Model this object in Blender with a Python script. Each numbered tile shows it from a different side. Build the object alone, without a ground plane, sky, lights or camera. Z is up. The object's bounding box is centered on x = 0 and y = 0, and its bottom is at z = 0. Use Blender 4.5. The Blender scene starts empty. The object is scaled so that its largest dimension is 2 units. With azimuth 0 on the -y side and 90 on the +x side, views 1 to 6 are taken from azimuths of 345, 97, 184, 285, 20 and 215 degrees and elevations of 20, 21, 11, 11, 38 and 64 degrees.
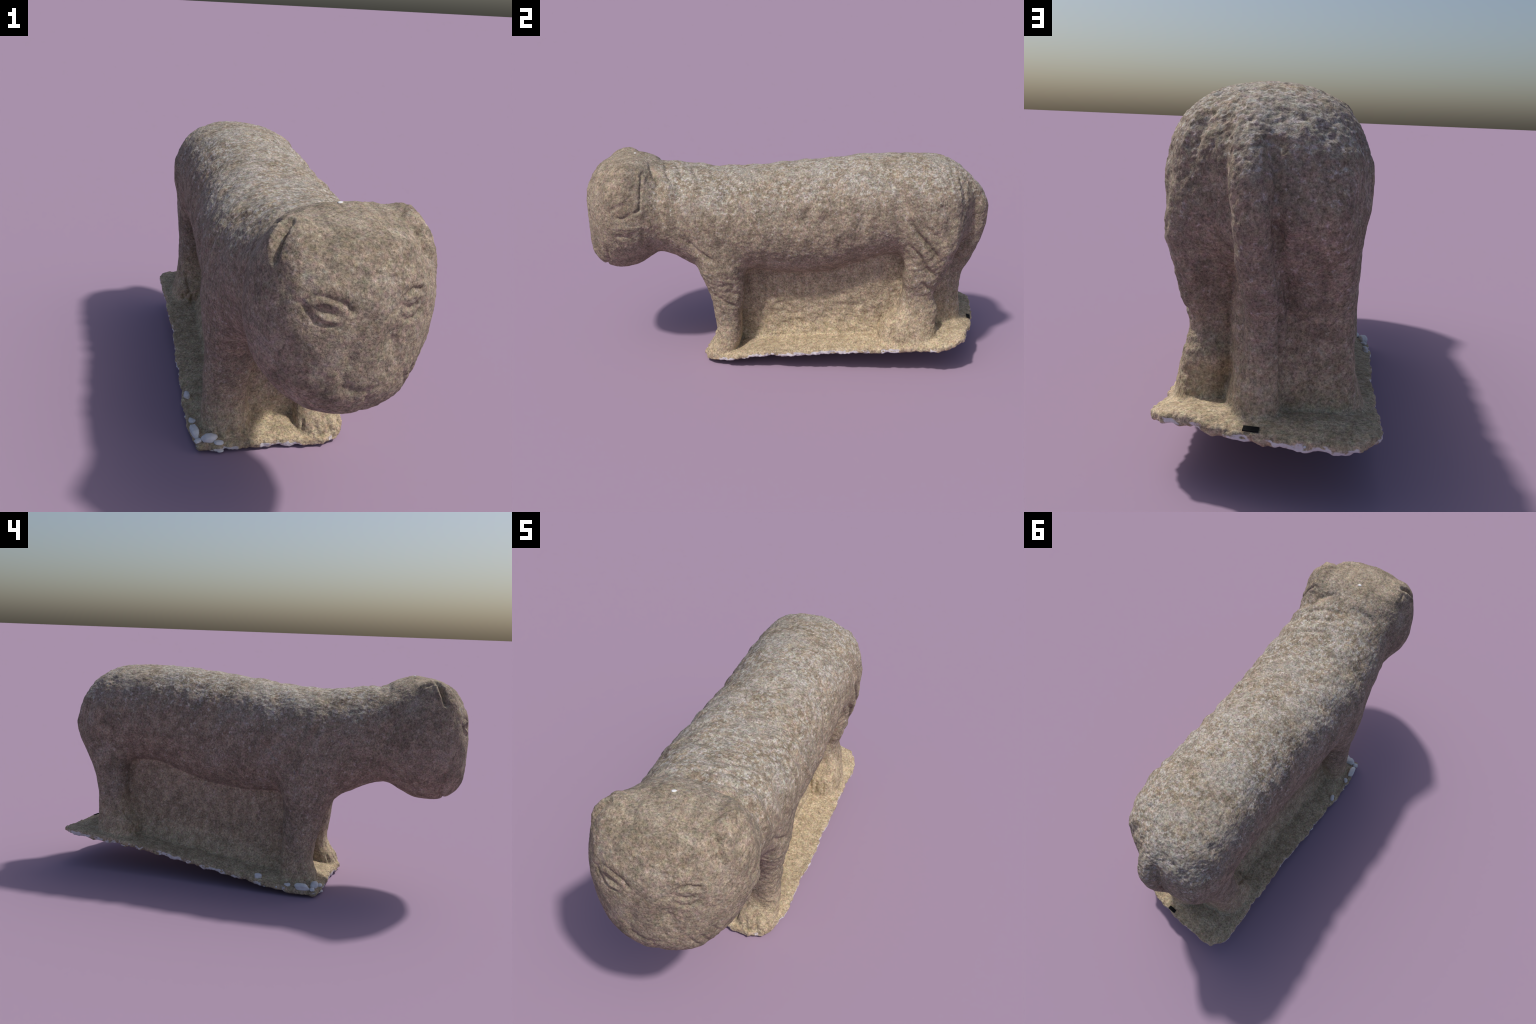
"""Weathered granite statue of a standing feline with a turned head,
carved in one block with a support panel between its legs and a broken, tilted base."""
import bpy, bmesh, math, random
import numpy as np
from mathutils import Vector

random.seed(11)
CELL = 0.0078           # size of the first, coarse surface cells


# ------------------------------------------------------------------ helpers
def curve(keys, vals, n=400):
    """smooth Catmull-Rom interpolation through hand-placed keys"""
    k = np.array(keys, float); v = np.array(vals, float)
    m = np.gradient(v, k)
    t = np.linspace(k[0], k[-1], n)
    i = np.clip(np.searchsorted(k, t) - 1, 0, len(k) - 2)
    h = k[i + 1] - k[i]; s = (t - k[i]) / h
    y = ((2*s**3 - 3*s**2 + 1) * v[i] + (s**3 - 2*s**2 + s) * h * m[i]
         + (-2*s**3 + 3*s**2) * v[i + 1] + (s**3 - s**2) * h * m[i + 1])
    return lambda q: np.interp(q, t, y)


def smin(a, b, k):
    h = np.maximum(k - np.abs(a - b), 0.0) / k
    return np.minimum(a, b) - h * h * k * 0.25


def smax(a, b, k):
    return -smin(-a, -b, k)


def step(a, b, q):
    t = np.clip((q - a) / (b - a), 0, 1)
    return t * t * (3 - 2 * t)


def gauss(q, w):
    return np.exp(-(q / w) ** 2)


def noise(P, scale, seed=0):
    """gradient noise, about -1..1"""
    Q = P * scale + seed * 17.31 + 400.0
    I = np.floor(Q).astype(np.int64); F = Q - I
    W = F * F * F * (F * (F * 6 - 15) + 10)
    out = np.zeros(len(P))
    for dx in (0, 1):
        for dy in (0, 1):
            for dz in (0, 1):
                h = ((I[:, 0] + dx) * 73856093) ^ ((I[:, 1] + dy) * 19349663) ^ ((I[:, 2] + dz) * 83492791)
                h = (h ^ (h >> 13)) * 1274126177 & 0xFFFFFFFF
                h = (h ^ (h >> 16)) & 0xFFFF
                g = h * (2 * math.pi / 65536.0)
                gz = ((h * 40503) & 0xFFFF) / 32768.0 - 1
                r = np.sqrt(np.maximum(0, 1 - gz * gz))
                d = (r * np.cos(g) * (F[:, 0] - dx) + r * np.sin(g) * (F[:, 1] - dy) + gz * (F[:, 2] - dz))
                w = (np.where(dx, W[:, 0], 1 - W[:, 0]) * np.where(dy, W[:, 1], 1 - W[:, 1])
                     * np.where(dz, W[:, 2], 1 - W[:, 2]))
                out += d * w
    return out * 1.5


def line_distance(P, pts):
    """distance to a 3D polyline"""
    best = np.full(len(P), 9.0)
    pts = np.array(pts, float)
    for a, b in zip(pts[:-1], pts[1:]):
        ab = b - a
        t = np.clip(((P - a) @ ab) / max(ab @ ab, 1e-9), 0, 1)
        best = np.minimum(best, np.linalg.norm(P - a - t[:, None] * ab, axis=1))
    return best


# ------------------------------------------------------------------ the base
OUTLINE = [(-.295, -.375), (-.17, -.385), (0, -.39), (.17, -.405), (.235, -.37), (.275, -.31), (.295, -.2),
           (.305, .2), (.305, .6), (.312, .80), (.298, .85), (.262, .895), (.15, .94), (.03, .965), (-.15, .99),
           (-.25, .99), (-.295, .93), (-.297, .7), (-.292, .45), (-.306, .15), (-.317, -.1), (-.314, -.33)]
left_edge = curve([-.45, -.37, -.19, 0, .2, .4, .59, .75, .89, 1.0],
                  [.030, .034, .050, .077, .106, .133, .160, .173, .190, .2])
right_edge = curve([-.45, -.34, -.11, .09, .33, .57, .82, .9, 1.0],
                   [.036, .047, .093, .110, .130, .144, .168, .190, .195])
middle = curve([-.45, -.39, -.33, -.2, 0, .5, .8, .9, .96, 1.0], [.030, .034, .050, .082, .104, .157, .193, .201, .188, .18])


def base_top(x, y):
    s = np.clip(x / .30, -1, 1)
    edge = np.where(s < 0, left_edge(y), right_edge(y))
    a = np.abs(s) ** 4
    return middle(y) * (1 - a) + edge * a


def outline_distance(x, y):
    d = np.full(x.shape, 9.0); inside = np.zeros(x.shape, bool)
    n = len(OUTLINE)
    for i in range(n):
        ax, ay = OUTLINE[i]; bx, by = OUTLINE[(i + 1) % n]
        ex, ey = bx - ax, by - ay
        t = np.clip(((x - ax) * ex + (y - ay) * ey) / (ex * ex + ey * ey), 0, 1)
        d = np.minimum(d, np.hypot(x - ax - t * ex, y - ay - t * ey))
        cross = ((ay > y) != (by > y)) & (x < (bx - ax) * (y - ay) / (by - ay + 1e-12) + ax)
        inside ^= cross
    return np.where(inside, -d, d)


def ragged(x, y):
    """crumbled edge of the base"""
    return (.005 * np.sin(31 * y + 17 * x + 1.0) * np.sin(13 * y - 27 * x + .4)
            + .003 * np.sin(83 * y - 54 * x) * np.sin(41 * x + 57 * y + 2.0))


def base_field(x, y, z):
    top = base_top(x, y)
    o = outline_distance(x, y) + ragged(x, y)
    lump = .5 + .5 * np.sin(67 * x + 2) * np.sin(71 * y + 1)
    thick = .012 + .004 * lump
    slab = np.abs(z - (top - thick)) - thick
    return smax(slab, o, .012)


# ------------------------------------------------------------------ the animal
torso_top = curve([-.75, -.6, -.46, -.33, -.18, 0, .21, .42, .63, .76, .9, 1.1],
                  [1.02, 1.0, .982, .966, .97, .988, 1.013, 1.032, 1.037, 1.031, 1.012, .96])
torso_low = curve([-.75, -.62, -.54, -.45, -.4, -.3, -.15, .07, .22, .375, .52, .69, .85, 1.1],
                  [.57, .545, .522, .478, .46, .452, .45, .437, .447, .497, .545, .545, .55, .60])
torso_mid = curve([-.75, -.55, -.35, -.2, 0, .2, .45, .62, .8, 1.1],
                  [.03, .02, .012, .011, .019, .027, .028, .031, .031, .034])
torso_wide = curve([-.75, -.6, -.5, -.4, -.3, -.15, 0, .2, .45, .62, .8, 1.1],
                   [.24, .25, .265, .279, .286, .282, .275, .265, .264, .268, .270, .27])


def torso_field(x, y, z):
    t, b = torso_top(y), torso_low(y)
    w = torso_wide(y)
    n = 2.35
    b = b + np.clip(.13 * (x - .02), -.02, .03)
    c, h = (t + b) / 2, (t - b) / 2
    u, v = np.abs(x - torso_mid(y)) / w, np.abs(z - c) / h
    e = np.maximum(y + .20 * (x - .03) - .64, 0) / .305
    r = (u ** n + v ** n + e ** 3.0) ** (1 / n)
    f = (r - 1) * np.minimum(w, h)
    return smax(f, -.72 - y, .05)


HEAD = np.array([.038, -.765, .75]); YAW = math.radians(15)
HR = np.array([math.cos(YAW), math.sin(YAW)]); HF = np.array([math.sin(YAW), -math.cos(YAW)])


def head_frame(x, y):
    dx, dy = x - HEAD[0], y - HEAD[1]
    return dx * HR[0] + dy * HR[1], dx * HF[0] + dy * HF[1]


def head_point(u, v, z):
    return (HEAD[0] + u * HR[0] + v * HF[0], HEAD[1] + u * HR[1] + v * HF[1], z)


def head_field(x, y, z):
    u, v = head_frame(x, y)
    u = u + .022 * np.maximum(.75 - z, 0) / .28
    t = (z - .75) / np.where(z > .75, .291, .281)
    low = np.minimum(t, 0)
    w = .288 * (1 + .19 * low) + .012 * step(.05, -.15, u)
    v = v - .055 * np.maximum(-t, 0) ** 1.6
    d = np.where(v > 0, .222, .185 - .025 * step(0, .15, u))
    plan = (np.abs(u / w) ** 2.2 + np.abs(v / d) ** 2.2) ** (1 / 2.2)
    return ((plan ** 2.55 + np.abs(t) ** 2.55) ** (1 / 2.55) - 1) * .24


def ear_field(x, y, z, side):
    u, v = head_frame(x, y)
    du, dv, dz = u - side * .205, v - .03, z - (.950 if side > 0 else .958)
    du2 = du + side * .25 * dz
    return (np.sqrt((du2 / .052) ** 2 + ((dv + .25 * dz) / .075) ** 2 + (dz / .085) ** 2) - 1) * .05


class Limb:
    """a limb as a stack of superelliptic cross-sections: z, centre x, centre y, half x, half y"""
    def __init__(self, rows, power=2.4):
        r = np.array(sorted(rows)); self.power = power
        self.c = [curve(r[:, 0], r[:, i]) for i in range(1, 5)]

    def __call__(self, x, y, z):
        cx, cy, wx, wy = (c(z) for c in self.c)
        n = self.power
        r = (np.abs((x - cx) / wx) ** n + np.abs((y - cy) / wy) ** n) ** (1 / n)
        return (r - 1) * np.minimum(wx, wy)


def capped(f, z, lo, hi, k=.05):
    return smax(smax(f, z - hi, k), lo - z, k)


right_foreleg = Limb([(.0, .175, -.310, .093, .078), (.06, .175, -.304, .092, .078), (.13, .176, -.272, .086, .064),
                      (.25, .175, -.268, .086, .066), (.38, .17, -.268, .10, .087), (.5, .17, -.285, .12, .117),
                      (.62, .16, -.29, .12, .12)], 2.8)
left_foreleg = Limb([(.0, -.178, -.26, .092, .092), (.06, -.178, -.258, .092, .09), (.13, -.18, -.25, .088, .078),
                     (.25, -.178, -.255, .088, .082), (.38, -.168, -.27, .098, .10), (.5, -.16, -.285, .118, .13),
                     (.62, -.15, -.29, .12, .13)])
right_hindleg = Limb([(.05, .183, .63, .096, .142), (.18, .183, .63, .096, .142), (.245, .178, .64, .088, .125),
                      (.305, .17, .672, .079, .1), (.37, .163, .672, .072, .074), (.48, .173, .692, .086, .092),
                      (.57, .176, .712, .10, .112), (.65, .178, .72, .113, .13), (.72, .168, .715, .11, .14),
                      (.85, .15, .68, .10, .12)], 2.8)
left_hindleg = Limb([(.05, -.15, .715, .118, .112), (.17, -.146, .717, .114, .108), (.235, -.137, .722, .104, .103), (.275, -.13, .738, .10, .087),
                     (.33, -.124, .748, .098, .077), (.42, -.122, .755, .098, .08), (.5, -.12, .768, .10, .093),
                     (.6, -.115, .78, .108, .124), (.72, -.10, .788, .11, .16), (.85, -.10, .745, .10, .15)], 3.2)
tail_shape = Limb([(.05, .022, .845, .07, .066), (.20, .023, .845, .066, .062), (.27, .02, .838, .06, .057),
                   (.35, .012, .835, .054, .056), (.45, .012, .845, .052, .058), (.5, .016, .868, .051, .06),
                   (.6, .028, .903, .051, .064), (.74, .042, .927, .054, .069), (.82, .047, .915, .054, .075),
                   (.9, .052, .86, .054, .085), (.98, .05, .78, .05, .08)], 2.4)

panel_right = curve([-.3, -.19, .18, .48, .7, .9], [.095, .105, .118, .142, .118, .07])
panel_left = curve([-.3, -.15, .25, .63, .9], [-.165, -.16, -.142, -.12, -.10])


def panel_field(x, y, z):
    r, l = panel_right(y), panel_left(y)
    foot = gauss(z - base_top(x, y), .05)
    f = np.maximum(x - r - .015 * foot, l - .04 * foot - x)
    f = smax(f, np.abs(y - .285) - .55, .02)
    return smax(f, z - .72, .05)


def fields(P):
    x, y, z = P[:, 0], P[:, 1], P[:, 2]
    return dict(
        torso=torso_field(x, y, z),
        head=head_field(x, y, z),
        ear_r=ear_field(x, y, z, 1), ear_l=ear_field(x, y, z, -1),
        foreleg_r=capped(right_foreleg(x, y, z), z, -.1, .62), foreleg_l=capped(left_foreleg(x, y, z), z, -.1, .62),
        hindleg_r=capped(right_hindleg(x, y, z), z, -.1, .85), hindleg_l=capped(left_hindleg(x, y, z), z, -.1, .85),
        tail=capped(tail_shape(x, y, z), z, -.1, 1.0), panel=panel_field(x, y, z),
        base=base_field(x, y, z))


def solid(P):
    f = fields(P)
    x, y, z = P[:, 0], P[:, 1], P[:, 2]
    head = smin(head_field(x, y, z), smin(f['ear_r'], f['ear_l'], .02), .042)
    body = smin(f['torso'], head, .07)
    body = smin(body, smin(f['hindleg_r'], f['hindleg_l'], .02), .05)
    body = smin(body, smin(f['foreleg_r'], f['foreleg_l'], .02), .05)
    body = smin(body, f['panel'], .009)
    body = smin(body, f['tail'], .018)
    body = smax(body, base_top(x, y) - .02 - z, .005)
    return smin(body, f['base'], .013)


# ------------------------------------------------------------------ surface extraction
def surface_nets(lo, hi, cell):
    ax = [np.arange(a, b + cell, cell) for a, b in zip(lo, hi)]
    nx, ny, nz = map(len, ax)
    F = np.empty((nx, ny, nz), np.float32)
    Y, Z = np.meshgrid(ax[1], ax[2], indexing='ij')
    for i, xv in enumerate(ax[0]):
        P = np.stack([np.full(Y.size, xv), Y.ravel(), Z.ravel()], 1)
        F[i] = solid(P).reshape(ny, nz)
    inside = F < 0
    cells = np.zeros((nx - 1, ny - 1, nz - 1), np.int8)
    corner = [(a, b, c) for a in (0, 1) for b in (0, 1) for c in (0, 1)]
    for a, b, c in corner:
        cells += inside[a:nx - 1 + a, b:ny - 1 + b, c:nz - 1 + c]
    idx = np.argwhere((cells > 0) & (cells < 8))
    vid = np.full(cells.shape, -1, np.int64)
    vid[tuple(idx.T)] = np.arange(len(idx))
    acc = np.zeros((len(idx), 3)); cnt = np.zeros(len(idx))
    for p in corner:
        for d in range(3):
            if p[d]:
                continue
            q = list(p); q[d] = 1
            fa = F[idx[:, 0] + p[0], idx[:, 1] + p[1], idx[:, 2] + p[2]]
            fb = F[idx[:, 0] + q[0], idx[:, 1] + q[1], idx[:, 2] + q[2]]
            m = (fa < 0) != (fb < 0)
            t = np.where(m, fa / np.where(m, fa - fb, 1), 0)
            pt = idx + np.array(p, float); pt[:, d] += t
            acc[m] += pt[m]; cnt[m] += 1
    V = np.array(lo) + (acc / cnt[:, None]) * cell
    quads = []
    for d in range(3):
        e1, e2 = [(1, 2), (2, 0), (0, 1)][d]
        A = inside; B = np.roll(inside, -1, axis=d)
        E = np.argwhere(A != B)
        ok = (E[:, d] < F.shape[d] - 1) & (E[:, e1] > 0) & (E[:, e2] > 0) \
            & (E[:, e1] < F.shape[e1] - 1) & (E[:, e2] < F.shape[e2] - 1)
        E = E[ok]
        flip = ~inside[tuple(E.T)]
        q = []
        for o1, o2 in ((-1, -1), (0, -1), (0, 0), (-1, 0)):
            c = E.copy(); c[:, e1] += o1; c[:, e2] += o2
            q.append(vid[tuple(c.T)])
        q = np.stack(q, 1); q[flip] = q[flip][:, ::-1]
        quads.append(q)
    return V, np.concatenate(quads)


def subdivide(V, Q):
    """split each quad into four"""
    E = np.sort(np.concatenate([Q[:, [i, (i + 1) % 4]] for i in range(4)]), 1)
    U, inv = np.unique(E[:, 0] * len(V) + E[:, 1], return_inverse=True)
    a, b = U // len(V), U % len(V)
    mid = (V[a] + V[b]) / 2; cen = V[Q].mean(1)
    m = len(Q); em = [inv[i * m:(i + 1) * m] + len(V) for i in range(4)]
    c = np.arange(m) + len(V) + len(U)
    NQ = np.concatenate([np.stack([Q[:, i], em[i], c, em[i - 1]], 1) for i in range(4)])
    return np.concatenate([V, mid, cen]), NQ


def gradient(P, e=.003):
    g = np.stack([solid(P + np.eye(3)[i] * e) - solid(P - np.eye(3)[i] * e) for i in range(3)], 1) / (2 * e)
    return g


def settle(P, rounds=3):
    for _ in range(rounds):
        g = gradient(P); s = solid(P)
        move = -s / np.maximum((g * g).sum(1), .15)
        P = P + g * np.clip(move, -.01, .01)[:, None]
    g = gradient(P)
    return P, g / np.maximum(np.linalg.norm(g, axis=1), 1e-6)[:, None]


# ------------------------------------------------------------------ carved and weathered relief
# chisel lines: control points along the line, half width, depth (negative depth = raised ridge)
FACE_LINES = [
    # left eye: upper lid, lower lid, pupil, inner corner
    ([(-.14, -.966, .858), (-.113, -.971, .874), (-.088, -.978, .872), (-.063, -.985, .863), (-.044, -.989, .852)], .006, .006),
    ([(-.148, -.961, .853), (-.132, -.972, .83), (-.114, -.981, .807), (-.085, -.989, .797), (-.052, -.994, .793)], .007, .008),
    ([(-.107, -.979, .842), (-.08, -.987, .833), (-.052, -.992, .82)], .009, .008),
    ([(-.042, -.989, .856), (-.012, -.993, .828)], .006, .008),
    ([(-.125, -.975, .848), (-.09, -.98, .857), (-.05, -.99, .845)], .006, -.004),
    ([(-.11, -.98, .82), (-.085, -.985, .811), (-.05, -.993, .806)], .006, -.004),
    # right eye: lower lid, pupil, upper lid
    ([(.129, -.965, .804), (.15, -.957, .784), (.181, -.942, .785), (.207, -.924, .807)], .006, .009),
    ([(.139, -.959, .825), (.168, -.947, .813), (.194, -.931, .826)], .008, .009),
    ([(.118, -.968, .813), (.139, -.955, .855), (.173, -.937, .867), (.209, -.916, .854)], .006, .009),
    ([(.135, -.958, .84), (.168, -.94, .848), (.2, -.925, .838)], .007, -.004),
    # folds of the forehead
    ([(-.052, -.967, .924), (.002, -.97, .914), (.047, -.967, .91), (.079, -.955, .925)], .013, .005),
    ([(-.12, -.93, .93), (-.16, -.92, .90), (-.18, -.92, .85)], .012, .004),
    # bridge and wings of the nose
    ([(.055, -.985, .90), (.052, -.995, .76), (.05, -.998, .62)], .036, -.010),
    ([(-.155, -.955, .878), (-.12, -.965, .896), (-.06, -.98, .890), (-.02, -.985, .872), (.03, -.985, .89)], .014, -.003),
    ([(.08, -.975, .885), (.12, -.96, .885), (.17, -.93, .893), (.21, -.91, .88)], .014, -.003),
    ([(-.008, -.995, .732), (-.018, -.997, .679), (-.029, -.997, .649), (-.022, -.995, .617), (.011, -.994, .606)], .013, .008),
    ([(.112, -.971, .752), (.124, -.969, .707), (.134, -.967, .661)], .013, .008),
    ([(-.023, -.995, .606), (.023, -.993, .598), (.085, -.985, .596)], .011, .004),
    ([(.05, -.99, .60), (.055, -.97, .55), (.055, -.93, .50)], .007, .005),
]
MOUTH_LINES = [
    # mouth and cheek lines
    ([(-.189, -.905, .642), (-.167, -.902, .596), (-.143, -.888, .552), (-.115, -.885, .526), (-.05, -.905, .495),
      (.03, -.915, .48), (.1, -.91, .485), (.17, -.885, .51), (.23, -.85, .554), (.25, -.847, .589), (.269, -.835, .633)], .007, .012),
    ([(.144, -.962, .606), (.189, -.934, .60), (.219, -.911, .615)], .009, .004),
    ([(.164, -.954, .641), (.184, -.933, .585), (.19, -.91, .55)], .008, .009),
    ([(.201, -.929, .637), (.214, -.901, .578), (.215, -.88, .55)], .008, .009),
    ([(.235, -.90, .66), (.243, -.87, .61)], .007, .007),
    ([(.303, -.761, .713), (.299, -.716, .703), (.3, -.684, .73)], .008, .006),
    ([(.288, -.641, .731), (.275, -.612, .713)], .010, .007),
]
EAR_LINES = [
    # right ear laid back along the head: its outline, its fold and its lobe
    ([(.164, -.812, 1.012), (.234, -.711, 1.027), (.237, -.683, 1.013)], .008, .005),
    ([(.232, -.648, .983), (.261, -.646, .932), (.285, -.65, .863), (.291, -.653, .835), (.3, -.679, .821)], .007, .010),
    ([(.305, -.70, .815), (.309, -.72, .80), (.311, -.746, .796), (.309, -.766, .806)], .008, .009),
    ([(.302, -.786, .833), (.304, -.762, .853), (.304, -.732, .862), (.301, -.701, .855)], .009, .004),
    ([(.206, -.825, .992), (.232, -.842, .95), (.242, -.858, .915)], .013, .013),
    ([(.24, -.78, 1.003), (.258, -.805, .962), (.257, -.84, .913)], .010, -.006),
    ([(.14, -.84, 1.01), (.165, -.77, 1.03), (.175, -.70, 1.035)], .026, .007),
    ([(.225, -.74, 1.02), (.23, -.70, 1.02)], .022, -.006),
    # left ear: deep slit and a pit behind its tip
    ([(-.155, -.845, 1.03), (-.184, -.868, .995), (-.204, -.886, .945)], .0105, .030),
    ([(-.178, -.832, 1.032), (-.205, -.848, .995), (-.222, -.868, .95)], .009, -.008),
    ([(-.186, -.795, 1.024), (-.182, -.818, 1.028)], .007, .009),
]
NAPE_LINES = [
    # wrinkles of the nape
    ([(.112, -.63, 1.012), (.153, -.612, .996), (.185, -.596, .975), (.209, -.573, .943), (.23, -.576, .919)], .010, .011),
    ([(.0, -.575, 1.0), (.044, -.57, 1.0), (.129, -.55, .982), (.169, -.525, .958), (.19, -.515, .93)], .010, .010),
    ([(.0, -.52, .99), (.053, -.512, .989), (.131, -.478, .969), (.16, -.46, .95)], .009, .007),
    ([(.03, -.44, .97), (.092, -.427, .972), (.146, -.395, .952), (.17, -.38, .93)], .009, .006),
    ([(.02, -.35, .96), (.1, -.335, .96), (.17, -.30, .93)], .010, .005),
    ([(-.02, -.62, 1.0), (-.1, -.63, .99), (-.16, -.62, .96)], .012, .006),
    ([(-.15, -.56, .95), (-.19, -.53, .91), (-.22, -.50, .86)], .012, .007),
    ([(-.15, -.45, .94), (-.2, -.42, .89)], .012, .006),
]
RIGHT_LINES = [
    # breast fold and rings of the right foreleg
    ([(.272, -.438, .679), (.274, -.398, .632), (.285, -.356, .601), (.292, -.314, .576)], .009, .011),
    ([(.255, -.44, .655), (.255, -.40, .605), (.265, -.36, .575)], .018, -.007),
    ([(.266, -.313, .379), (.266, -.261, .342), (.245, -.22, .326)], .008, .009),
    ([(.272, -.248, .412), (.255, -.22, .395)], .008, .007),
    ([(.286, -.259, .499), (.273, -.231, .478)], .009, .008),
    ([(.27, -.29, .44), (.275, -.26, .45), (.26, -.23, .44)], .008, .005),
    # ribs and folds of the right thigh
    ([(.305, .612, .785), (.301, .642, .735), (.292, .687, .688), (.279, .738, .623), (.26, .755, .59)], .008, .012),
    ([(.283, .615, .664), (.28, .659, .623), (.276, .69, .56), (.255, .733, .511)], .008, .011),
    ([(.262, .687, .461), (.228, .736, .423)], .008, .011),
    ([(.3, .672, .774), (.291, .717, .728), (.282, .756, .70)], .009, .007),
    ([(.30, .625, .73), (.285, .67, .67), (.27, .71, .60), (.25, .735, .54)], .016, -.006),
    ([(.255, .70, .50), (.24, .725, .47)], .014, -.006),
    ([(.24, .50, .95), (.262, .54, .945), (.288, .582, .90), (.302, .614, .846), (.305, .62, .8)], .014, .006),
]
LEFT_LINES = [
    # left hind paw, elbow, flank dents
    ([(-.206, .66, .299), (-.194, .639, .268), (-.185, .615, .225), (-.208, .61, .19)], .008, .009),
    ([(-.27, -.083, .707), (-.271, -.113, .673), (-.266, -.15, .63)], .011, .009),
    ([(-.204, .162, .911), (-.23, .155, .86), (-.245, .15, .814)], .016, .006),
    ([(-.198, .077, .916), (-.22, .07, .88)], .014, .005),
    ([(-.21, -.078, .899), (-.23, -.085, .87)], .014, .005),
    ([(-.246, -.209, .848), (-.25, -.23, .80)], .013, .006),
    # groove between the tail and the left haunch, and beside the right haunch
    ([(-.012, .95, .72), (-.022, .93, .62), (-.03, .89, .5), (-.038, .87, .40), (-.045, .86, .30), (-.048, .86, .22)], .012, .016),
    ([(.0, .93, .885), (-.006, .95, .82), (-.01, .95, .74)], .013, .009),
    ([(.105, .93, .82), (.10, .93, .72), (.085, .90, .6)], .014, .006),
    # right buttock ridges
    ([(.173, .807, .938), (.202, .821, .891), (.215, .828, .849)], .012, -.006),
    ([(.15, .83, .93), (.175, .85, .88), (.185, .855, .83)], .012, .006),
]
RUMP_PITS = [
    # pits of the rump
    ([(-.033, .866, .936), (-.036, .868, .925)], .016, .012),
    ([(-.06, .868, .925), (-.064, .87, .92)], .012, .007),
    ([(-.103, .879, .905), (-.11, .88, .89)], .017, .011),
    ([(-.157, .746, .968), (-.16, .75, .96)], .012, .010),
    ([(.139, .848, .914), (.14, .85, .91)], .011, .007),
]


def toe_lines():
    """grooves that part the toes: paw centre, toe radius across and along, facing angles"""
    out = []
    for cx, cy, rx, ry, top, low, turns in (
            (-.178, -.258, .092, .094, .085, .046, (-58, -27, 4, 33)),
            (.175, -.308, .093, .082, .095, .056, (-52, -17, 16, 48)),
            (.180, .630, .085, .137, .24, .18, (-28, 0, 26, 55)),
            (-.152, .705, .10, .108, .225, .175, (-60, -38, -14, 12))):
        for a in turns:
            a = math.radians(a)
            x, y = cx + rx * math.sin(a), cy - ry * math.cos(a)
            out.append(([(x, y + .008, top - .012), (x, y, low)], .0075, .010))
    return out


LINES = [(p, w * 1.1, .8 * d) for p, w, d in FACE_LINES] + [(p, w * 1.1, .75 * d) for p, w, d in MOUTH_LINES] + EAR_LINES + [(p, 1.2 * w, 1.0 * d) for p, w, d in NAPE_LINES] \
    + [(p, 1.35 * w, 1.15 * d if d > 0 else .8 * d) for p, w, d in RIGHT_LINES] + LEFT_LINES + RUMP_PITS + toe_lines()


def snapped(points, gap=.006):
    """points along a control line, laid onto the carved surface"""
    pts = np.array(points, float); out = [pts[:1]]
    for a, b in zip(pts[:-1], pts[1:]):
        n = max(1, int(np.linalg.norm(b - a) / gap))
        out.append(a + (b - a) * (np.arange(1, n + 1) / n)[:, None])
    return settle(np.concatenate(out), 4)[0]


def chisel(P):
    h = np.zeros(len(P))
    wob = 1 + .3 * noise(P, 25, 21)
    for pts, width, depth in LINES:
        line = snapped(pts)
        lo, hi = line.min(0) - 3 * width, line.max(0) + 3 * width
        near = np.where(((P > lo) & (P < hi)).all(1))[0]
        if not len(near):
            continue
        Q = P[near]
        d = line_distance(Q, line)
        ends = np.minimum(np.linalg.norm(Q - line[0], axis=1), np.linalg.norm(Q - line[-1], axis=1))
        fade = .45 + .55 * step(0, width * 2.0, ends)
        h[near] -= depth * gauss(d, width) * fade * wob[near]
    return h


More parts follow.
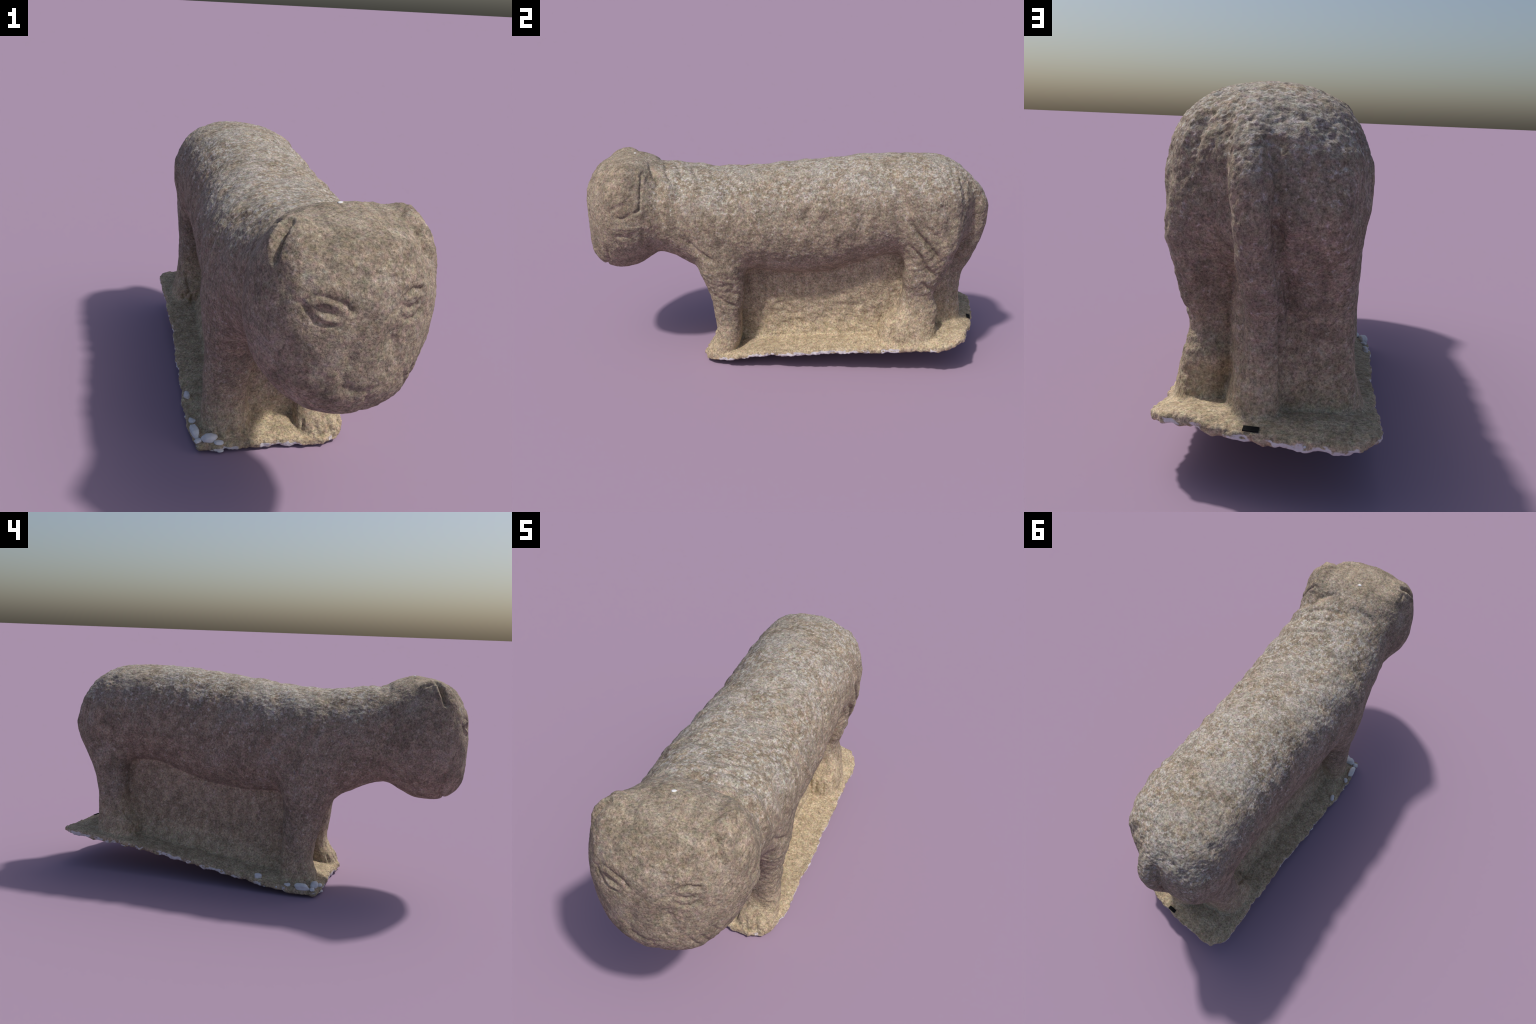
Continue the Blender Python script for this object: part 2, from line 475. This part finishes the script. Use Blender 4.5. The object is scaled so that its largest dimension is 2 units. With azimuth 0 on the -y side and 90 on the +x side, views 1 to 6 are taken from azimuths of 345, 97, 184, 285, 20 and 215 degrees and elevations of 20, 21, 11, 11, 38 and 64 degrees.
def relief(P, N):
    """height along the normal: positive stands out"""
    x, y, z = P[:, 0], P[:, 1], P[:, 2]
    above = z - base_top(x, y)
    stone = step(.0, .05, above)
    h = (.005 * noise(P, 7, 1) + .003 * noise(P, 15, 2)) * (.3 + .7 * stone)
    # pitted weathering: strongest on the crown, back and rump, weakest on the sheltered left flank
    top = step(-.1, .6, N[:, 2]); right = step(-.2, .5, N[:, 0])
    rump = step(.55, .85, y) * step(.72, .95, z)
    dents = np.minimum(noise(P * np.array([1, 1, .8]), 17, 41) + .35, 0) + .6 * np.minimum(noise(P, 31, 42) + .4, 0)
    h += stone * dents * (.005 + .004 * top + .003 * right + .004 * rump)
    ribs = np.sin(62 * y + 9 * z + 5 * noise(P, 5, 43)) * step(.35, .75, np.abs(N[:, 0])) * step(.6, .75, z) * step(-.8, -.65, y)
    h += .0038 * ribs * (1 + noise(P, 8, 44))
    rough = .0009 + .0009 * top + .0010 * right + .0007 * rump
    rough = rough * np.where(above < .03, .8, 1.0)
    pits = noise(P, 45, 3) + .7 * noise(P, 90, 4) + .45 * noise(P, 170, 5)
    h += rough * pits
    h -= (.005 * rump + .0025 * top + .002 * right) * np.maximum(noise(P, 30, 8) - .25, 0) * stone
    # clawed chisel rows on the right thigh, foreleg, panel foot
    rows = np.sin(140 * (z - .6 * y) + 5 * noise(P, 9, 9))
    zone = right * step(.5, .62, y) * step(.75, .6, z) * step(.2, .3, z)
    h += .0009 * rows * zone * (1 + noise(P, 25, 17))
    rows2 = np.sin(190 * (z + .5 * x + .3 * y) + 4 * noise(P, 9, 12))
    zone2 = right * step(-.12, -.2, y) * step(-.5, -.4, y) * step(.62, .5, z) * step(.05, .15, z)
    h += .0007 * rows2 * zone2 * (1 + noise(P, 25, 18))
    zone3 = right * step(.34, .2, above) * step(-.2, -.05, y) * step(.62, .5, y) * (np.abs(x) < .16)
    h += .006 * zone3 * np.minimum(noise(P * np.array([1, .8, 1.5]), 24, 13), .25)
    # faint cross folds over the back
    fold = np.sin(48 * y + 14 * np.abs(x - .03) + 3 * noise(P, 4, 14))
    h += .0026 * fold * top * step(.75, .9, z) * step(.6, .3, y) * step(-.75, -.6, y)
    h += chisel(P)
    hollow = gauss(x - .15, .045) * step(.34, .5, z) * step(.9, .72, z) * step(.3, .7, N[:, 1])
    h -= .009 * hollow
    # crumbled rim
    rim = step(-.03, -.006, outline_distance(x, y)) * step(.05, .02, above)
    h += rim * (.004 * noise(P, 40, 15) + .003 * noise(P, 90, 16))
    return h


# ------------------------------------------------------------------ materials
class Nodes:
    """small helper to write shader graphs as expressions"""
    def __init__(self, name):
        self.m = bpy.data.materials.new(name); self.m.use_nodes = True
        self.t = self.m.node_tree
        self.t.nodes.clear()
        self.out = self.t.nodes.new('ShaderNodeOutputMaterial')
        self.bsdf = self.t.nodes.new('ShaderNodeBsdfPrincipled')
        self.t.links.new(self.bsdf.outputs[0], self.out.inputs[0])
        self.coord = self.t.nodes.new('ShaderNodeTexCoord').outputs['Object']
        sep = self.t.nodes.new('ShaderNodeSeparateXYZ'); self.link(self.coord, sep.inputs[0])
        self.x, self.y, self.z = sep.outputs

    def link(self, a, b):
        if hasattr(a, 'links'):
            self.t.links.new(a, b)
        else:
            b.default_value = a

    def math(self, op, a, b=0.0, clamp=False):
        n = self.t.nodes.new('ShaderNodeMath'); n.operation = op; n.use_clamp = clamp
        self.link(a, n.inputs[0]); self.link(b, n.inputs[1])
        return n.outputs[0]

    def noise(self, scale, detail=3.0, rough=.55, stretch=None):
        n = self.t.nodes.new('ShaderNodeTexNoise')
        n.inputs['Scale'].default_value = scale; n.inputs['Detail'].default_value = detail
        n.inputs['Roughness'].default_value = rough
        v = self.coord
        if stretch:
            mp = self.t.nodes.new('ShaderNodeMapping'); self.link(v, mp.inputs[0])
            mp.inputs['Scale'].default_value = stretch; v = mp.outputs[0]
        self.link(v, n.inputs['Vector'])
        return n.outputs[0]

    def voronoi(self, scale):
        n = self.t.nodes.new('ShaderNodeTexVoronoi'); n.inputs['Scale'].default_value = scale
        self.link(self.coord, n.inputs['Vector'])
        return n.outputs['Distance']

    def ramp(self, v, a, b, lo=0.0, hi=1.0):
        n = self.t.nodes.new('ShaderNodeMapRange'); n.interpolation_type = 'SMOOTHSTEP'
        self.link(v, n.inputs[0])
        for i, q in enumerate((a, b, lo, hi)):
            n.inputs[i + 1].default_value = q
        return n.outputs[0]

    def mix(self, f, a, b, mode='MIX'):
        n = self.t.nodes.new('ShaderNodeMix'); n.data_type = 'RGBA'; n.blend_type = mode
        self.link(f, n.inputs[0])
        for i, q in ((6, a), (7, b)):
            self.link(q if hasattr(q, 'links') else (*q, 1.0), n.inputs[i])
        return n.outputs[2]

    def finish(self, colour, rough=.92, bump=None, strength=.3, dist=.004):
        self.link(colour, self.bsdf.inputs['Base Color'])
        self.link(rough, self.bsdf.inputs['Roughness'])
        self.bsdf.inputs['Specular IOR Level'].default_value = .25
        if bump is not None:
            b = self.t.nodes.new('ShaderNodeBump'); b.inputs['Strength'].default_value = strength
            b.inputs['Distance'].default_value = dist
            self.link(bump, b.inputs['Height']); self.link(b.outputs[0], self.bsdf.inputs['Normal'])
        return self.m


def granite(name, dust_floor=0.0, plaster=False):
    g = Nodes(name)
    # mottled grey-brown granite
    cloud = g.noise(5, 4, .6)
    blotch = g.noise(26, 5, .65)
    grain = g.noise(120, 3, .7)
    fine = g.noise(260, 2, .6)
    col = g.mix(g.ramp(blotch, .36, .66), (.205, .163, .118), (.358, .288, .211))
    col = g.mix(g.ramp(cloud, .4, .68, 0, .45), col, (.292, .238, .185))
    stain = g.noise(12, 5, .6, (1, .8, .7))
    col = g.mix(g.ramp(stain, .50, .66, 0, .5), col, (.175, .145, .108))
    col = g.mix(g.ramp(stain, .44, .30, 0, .45), col, (.37, .32, .26))
    # pale lichen freckles, thicker on the crown and back
    nrm = g.t.nodes.new('ShaderNodeNewGeometry').outputs['Normal']
    sep = g.t.nodes.new('ShaderNodeSeparateXYZ'); g.link(nrm, sep.inputs[0])
    upward = g.ramp(sep.outputs[2], -.1, .85)
    high = g.math('MULTIPLY', g.ramp(g.z, .6, .9), g.ramp(g.y, -.72, -.5, .25, 1.0))
    cover = g.math('MULTIPLY', upward, high)
    freckle = g.math('ADD', g.noise(52, 5, .7), g.math('MULTIPLY', cover, .10))
    pale = g.math('MULTIPLY', g.ramp(freckle, .56, .70), g.math('MULTIPLY', g.ramp(g.noise(4.5, 3), .3, .62, .35, .95), g.ramp(g.y, -.75, -.5, .45, 1.0)))
    veil = g.math('MULTIPLY', cover, g.ramp(g.noise(8, 4, .6), .38, .62, .0, .42))
    col = g.mix(veil, col, (.365, .345, .318))
    col = g.mix(g.math('MULTIPLY', pale, .75), col, (.46, .435, .405))
    # dark crust on the shoulders and beside the mane
    crust = g.math('MULTIPLY', g.ramp(g.noise(17, 6, .75), .54, .70), g.ramp(g.z, .68, .92, .1, .6))
    col = g.mix(crust, col, (.13, .112, .085))
    # ochre dust over the base, the panel and the lower legs
    above = g.math('SUBTRACT', g.z, g.math('MULTIPLY_ADD', g.y, .118))
    above.node.inputs[1].links[0].from_node.inputs[2].default_value = .098
    edge = g.math('ADD', above, g.math('MULTIPLY', g.math('SUBTRACT', g.noise(7, 5, .65), .5), .5))
    dust = g.math('MAXIMUM', g.ramp(edge, .0, .30, .85, 0.0), g.math('MULTIPLY', g.ramp(blotch, .3, .6, .7, 1.0), dust_floor))
    ochre = g.mix(g.ramp(blotch, .35, .65), (.372, .290, .19), (.527, .425, .290))
    col = g.mix(dust, col, ochre)
    # salt and pepper of the crystals
    pepper = g.ramp(grain, .36, .50, .62, 1.0)
    salt = g.ramp(grain, .52, .68, 1.0, 1.36)
    speck = g.math('MULTIPLY', g.math('MULTIPLY', pepper, salt), g.ramp(fine, .3, .7, .8, 1.2))
    tone = g.t.nodes.new('ShaderNodeCombineColor')
    for i in range(3):
        g.link(speck, tone.inputs[i])
    col = g.mix(1.0, col, tone.outputs[0], 'MULTIPLY')
    # crystals of different hue: rose, ochre, blue-grey
    tint = g.t.nodes.new('ShaderNodeTexNoise'); tint.inputs['Scale'].default_value = 70
    tint.inputs['Detail'].default_value = 3; g.link(g.coord, tint.inputs['Vector'])
    col = g.mix(.16, col, tint.outputs['Color'], 'OVERLAY')
    if plaster:
        side = g.math('ADD', sep.outputs[2], g.math('MULTIPLY', g.noise(30, 4), .5))
        patch = g.math('MULTIPLY', g.ramp(g.noise(11, 5, .6), .48, .54), g.ramp(side, .5, .3))
        col = g.mix(patch, col, g.mix(g.noise(60, 3), (.62, .58, .58), (.82, .80, .80)))
    relief_map = g.math('ADD', grain, g.math('MULTIPLY', fine, .6))
    return g.finish(col, .93, relief_map, .45, .004)


def plain(name, dark, light, scale, rough=.9):
    g = Nodes(name)
    n = g.noise(scale, 4)
    return g.finish(g.mix(g.ramp(n, .3, .7), dark, light), rough, n, .3, .003)


# ------------------------------------------------------------------ build
PARTS = ['torso', 'neck', 'head', 'ear', 'eye', 'foreleg', 'hindleg', 'paw', 'tail', 'support_panel', 'base', 'base_rim']


def part_of(C):
    """name the part that each face centre belongs to"""
    f = fields(C)
    x, y, z = C.T
    keys = list(f); best = np.argmin(np.stack([f[k] for k in keys]), 0)
    name = np.array(keys, dtype=object)[best]
    above = z - base_top(x, y)
    name[(name == 'torso') & (y < -.40)] = 'neck'
    name[(name == 'panel')] = 'support_panel'
    leg = np.isin(name, ['foreleg_r', 'foreleg_l', 'hindleg_r', 'hindleg_l'])
    paw = leg & (above < np.where(y > 0, .075, .055))
    name[paw] = np.array(['paw_' + n for n in name[paw]], dtype=object)
    u, v = head_frame(x, y)
    for side, cu, cz in (('l', -.148, .833), ('r', .158, .825)):
        inside = ((u - cu) / .062) ** 2 + ((z - cz) / .034) ** 2 < 1
        name[inside & (v > .1) & (name == 'head')] = 'eye_' + side
    rim = (name == 'base') & (outline_distance(x, y) + ragged(x, y) + .004 * noise(C, 30, 31) > -.022)
    name[rim] = 'base_rim'
    return name


def mesh_part(name, V, F, N, material, parent):
    used, inv = np.unique(F, return_inverse=True)
    me = bpy.data.meshes.new(name)
    me.from_pydata(V[used].tolist(), [], inv.reshape(F.shape).tolist())
    me.update()
    me.polygons.foreach_set('use_smooth', np.ones(len(F), bool))
    me.normals_split_custom_set_from_vertices(N[used].tolist())
    me.materials.append(material)
    ob = bpy.data.objects.new(name, me)
    bpy.context.scene.collection.objects.link(ob)
    ob.parent = parent
    return ob


def lump_mesh(name, size, seed, material, subdiv=4):
    """a rounded, slightly angular pebble"""
    bm = bmesh.new()
    bmesh.ops.create_icosphere(bm, subdivisions=subdiv, radius=1.0)
    P = np.array([v.co[:] for v in bm.verts])
    r = 1 + .22 * noise(P, .9, seed) + .10 * noise(P, 2.2, seed + 1) + .03 * noise(P, 6, seed + 2)
    P = np.sign(P) * np.abs(P) ** .8 * r[:, None] * np.array(size)
    for v, p in zip(bm.verts, P):
        v.co = p
    me = bpy.data.meshes.new(name); bm.to_mesh(me); bm.free()
    me.polygons.foreach_set('use_smooth', [True] * len(me.polygons))
    me.materials.append(material)
    return me


def place(name, me, loc, rot, parent):
    ob = bpy.data.objects.new(name, me)
    ob.location = loc; ob.rotation_euler = rot
    bpy.context.scene.collection.objects.link(ob)
    ob.parent = parent
    return ob


# white stones lying on the left front edge: x, y, half sizes, heading
STONES = [(-.252, -.352, .030, .017, .016, .1), (-.300, -.300, .015, .034, .017, .15), (-.298, -.084, .012, .017, .014, .3),
          (-.300, -.232, .010, .016, .008, .6), (-.295, -.350, .014, .012, .007, .4), (-.222, -.374, .018, .010, .007, -.1)]


def main():
    V, Q = surface_nets((-.36, -1.06, -.03), (.38, 1.06, 1.12), CELL)
    V, _ = settle(V, 2)
    V, Q = subdivide(V, Q)
    P, N = settle(V, 2)
    P = P + N * relief(P, N)[:, None]
    whole = bpy.data.meshes.new('whole')
    whole.from_pydata(P.tolist(), [], Q.tolist()); whole.update()
    VN = np.empty(len(P) * 3); whole.vertex_normals.foreach_get('vector', VN); VN = VN.reshape(-1, 3)
    bpy.data.meshes.remove(whole)

    root = bpy.data.objects.new('feline_statue', None)
    bpy.context.scene.collection.objects.link(root)
    root['label'] = 'weathered granite statue of a standing feline on a broken base'
    root['category'] = 'stone statue'

    stone = granite('weathered_granite')
    dusty = granite('dusty_granite', .5)
    ground_stone = granite('ochre_base_stone', .85)
    rim_stone = granite('base_edge_with_plaster', .85, plaster=True)
    white = plain('white_pebble', (.60, .60, .62), (.80, .80, .81), 25)
    black = plain('black_patch', (.004, .004, .004), (.008, .008, .008), 40)

    names = part_of(P[Q].mean(1))
    for label in sorted(set(names)):
        kind = label
        for k in ('paw', 'foreleg', 'hindleg', 'ear', 'eye'):
            if label.startswith(k):
                kind = k
                break
        mat = {'support_panel': dusty, 'base': ground_stone, 'base_rim': rim_stone}.get(kind, stone)
        mesh_part(kind, P, Q[names == label], VN, mat, root)

    for i, (x, y, a, b, c, heading) in enumerate(STONES):
        me = lump_mesh('white_stone', (a, b, c), 50 + 3 * i, white)
        z = float(base_top(np.array([x]), np.array([y]))[0])
        place('white_stone', me, (x, y, z + c * .5), (.1 * math.sin(i), .1 * math.cos(i), heading), root)

    # dried plaster crumbs along the rim, one joined part
    rng = random.Random(5); bm = bmesh.new()
    crumb = [lump_mesh('crumb', (1, 1, 1), 90 + 3 * i, white, 2) for i in range(4)]
    n = len(OUTLINE)
    for i in range(n):
        (ax, ay), (bx, by) = OUTLINE[i], OUTLINE[(i + 1) % n]
        length = math.hypot(bx - ax, by - ay)
        left, rear = ax < -.25, ay > .88
        for _ in range(int(length * (12 if (left or rear) else 3))):
            t = rng.random()
            x, y = ax + (bx - ax) * t, ay + (by - ay) * t
            dens = float(noise(np.array([[x, y, 0.0]]), 9, 33)[0])
            if dens < .08:
                continue
            r = rng.uniform(.003, .0075)
            nx, ny = (by - ay) / length, -(bx - ax) / length
            off = rng.uniform(-.009, -.002)
            x += nx * off; y += ny * off
            z = float(base_top(np.array([x]), np.array([y]))[0]) - rng.uniform(.012, .028)
            start = len(bm.verts)
            bm.from_mesh(rng.choice(crumb)); bm.verts.ensure_lookup_table()
            s = (r * rng.uniform(.8, 2.2), r * rng.uniform(.8, 2.2), r * rng.uniform(.5, .9))
            for v in bm.verts[start:]:
                v.co = Vector((x + v.co.x * s[0], y + v.co.y * s[1], z + v.co.z * s[2]))
    me = bpy.data.meshes.new('plaster_crumbs'); bm.to_mesh(me); bm.free()
    me.polygons.foreach_set('use_smooth', [True] * len(me.polygons)); me.materials.append(white)
    ob = place('plaster_crumbs', me, (0, 0, 0), (0, 0, 0), root); ob['kind'] = 'stuff'
    for m in crumb:
        bpy.data.meshes.remove(m)

    # small flat black patch on the rear edge and a white fleck on the crown
    bm = bmesh.new(); bmesh.ops.create_cube(bm, size=1.0)
    bmesh.ops.scale(bm, vec=(.040, .018, .0035), verts=bm.verts)
    me = bpy.data.meshes.new('black_patch'); bm.to_mesh(me); bm.free(); me.materials.append(black)
    patch_at = np.array([[.027, .950, .19]])
    lp, ln = settle(patch_at, 5)
    tilt = Vector(ln[0]).to_track_quat('Z', 'Y').to_euler()
    ob = place('black_patch', me, tuple(lp[0] + ln[0] * .002), tilt, root)
    ob.rotation_euler = (math.atan2(-ln[0][1], ln[0][2]), math.atan2(ln[0][0], ln[0][2]), -.10)
    fp, fn = settle(np.array([[.024, -.73, 1.041]]), 5)
    me = lump_mesh('white_fleck', (.009, .006, .003), 77, white, 3)
    place('white_fleck', me, tuple(fp[0]), (0, 0, .4), root)


main()
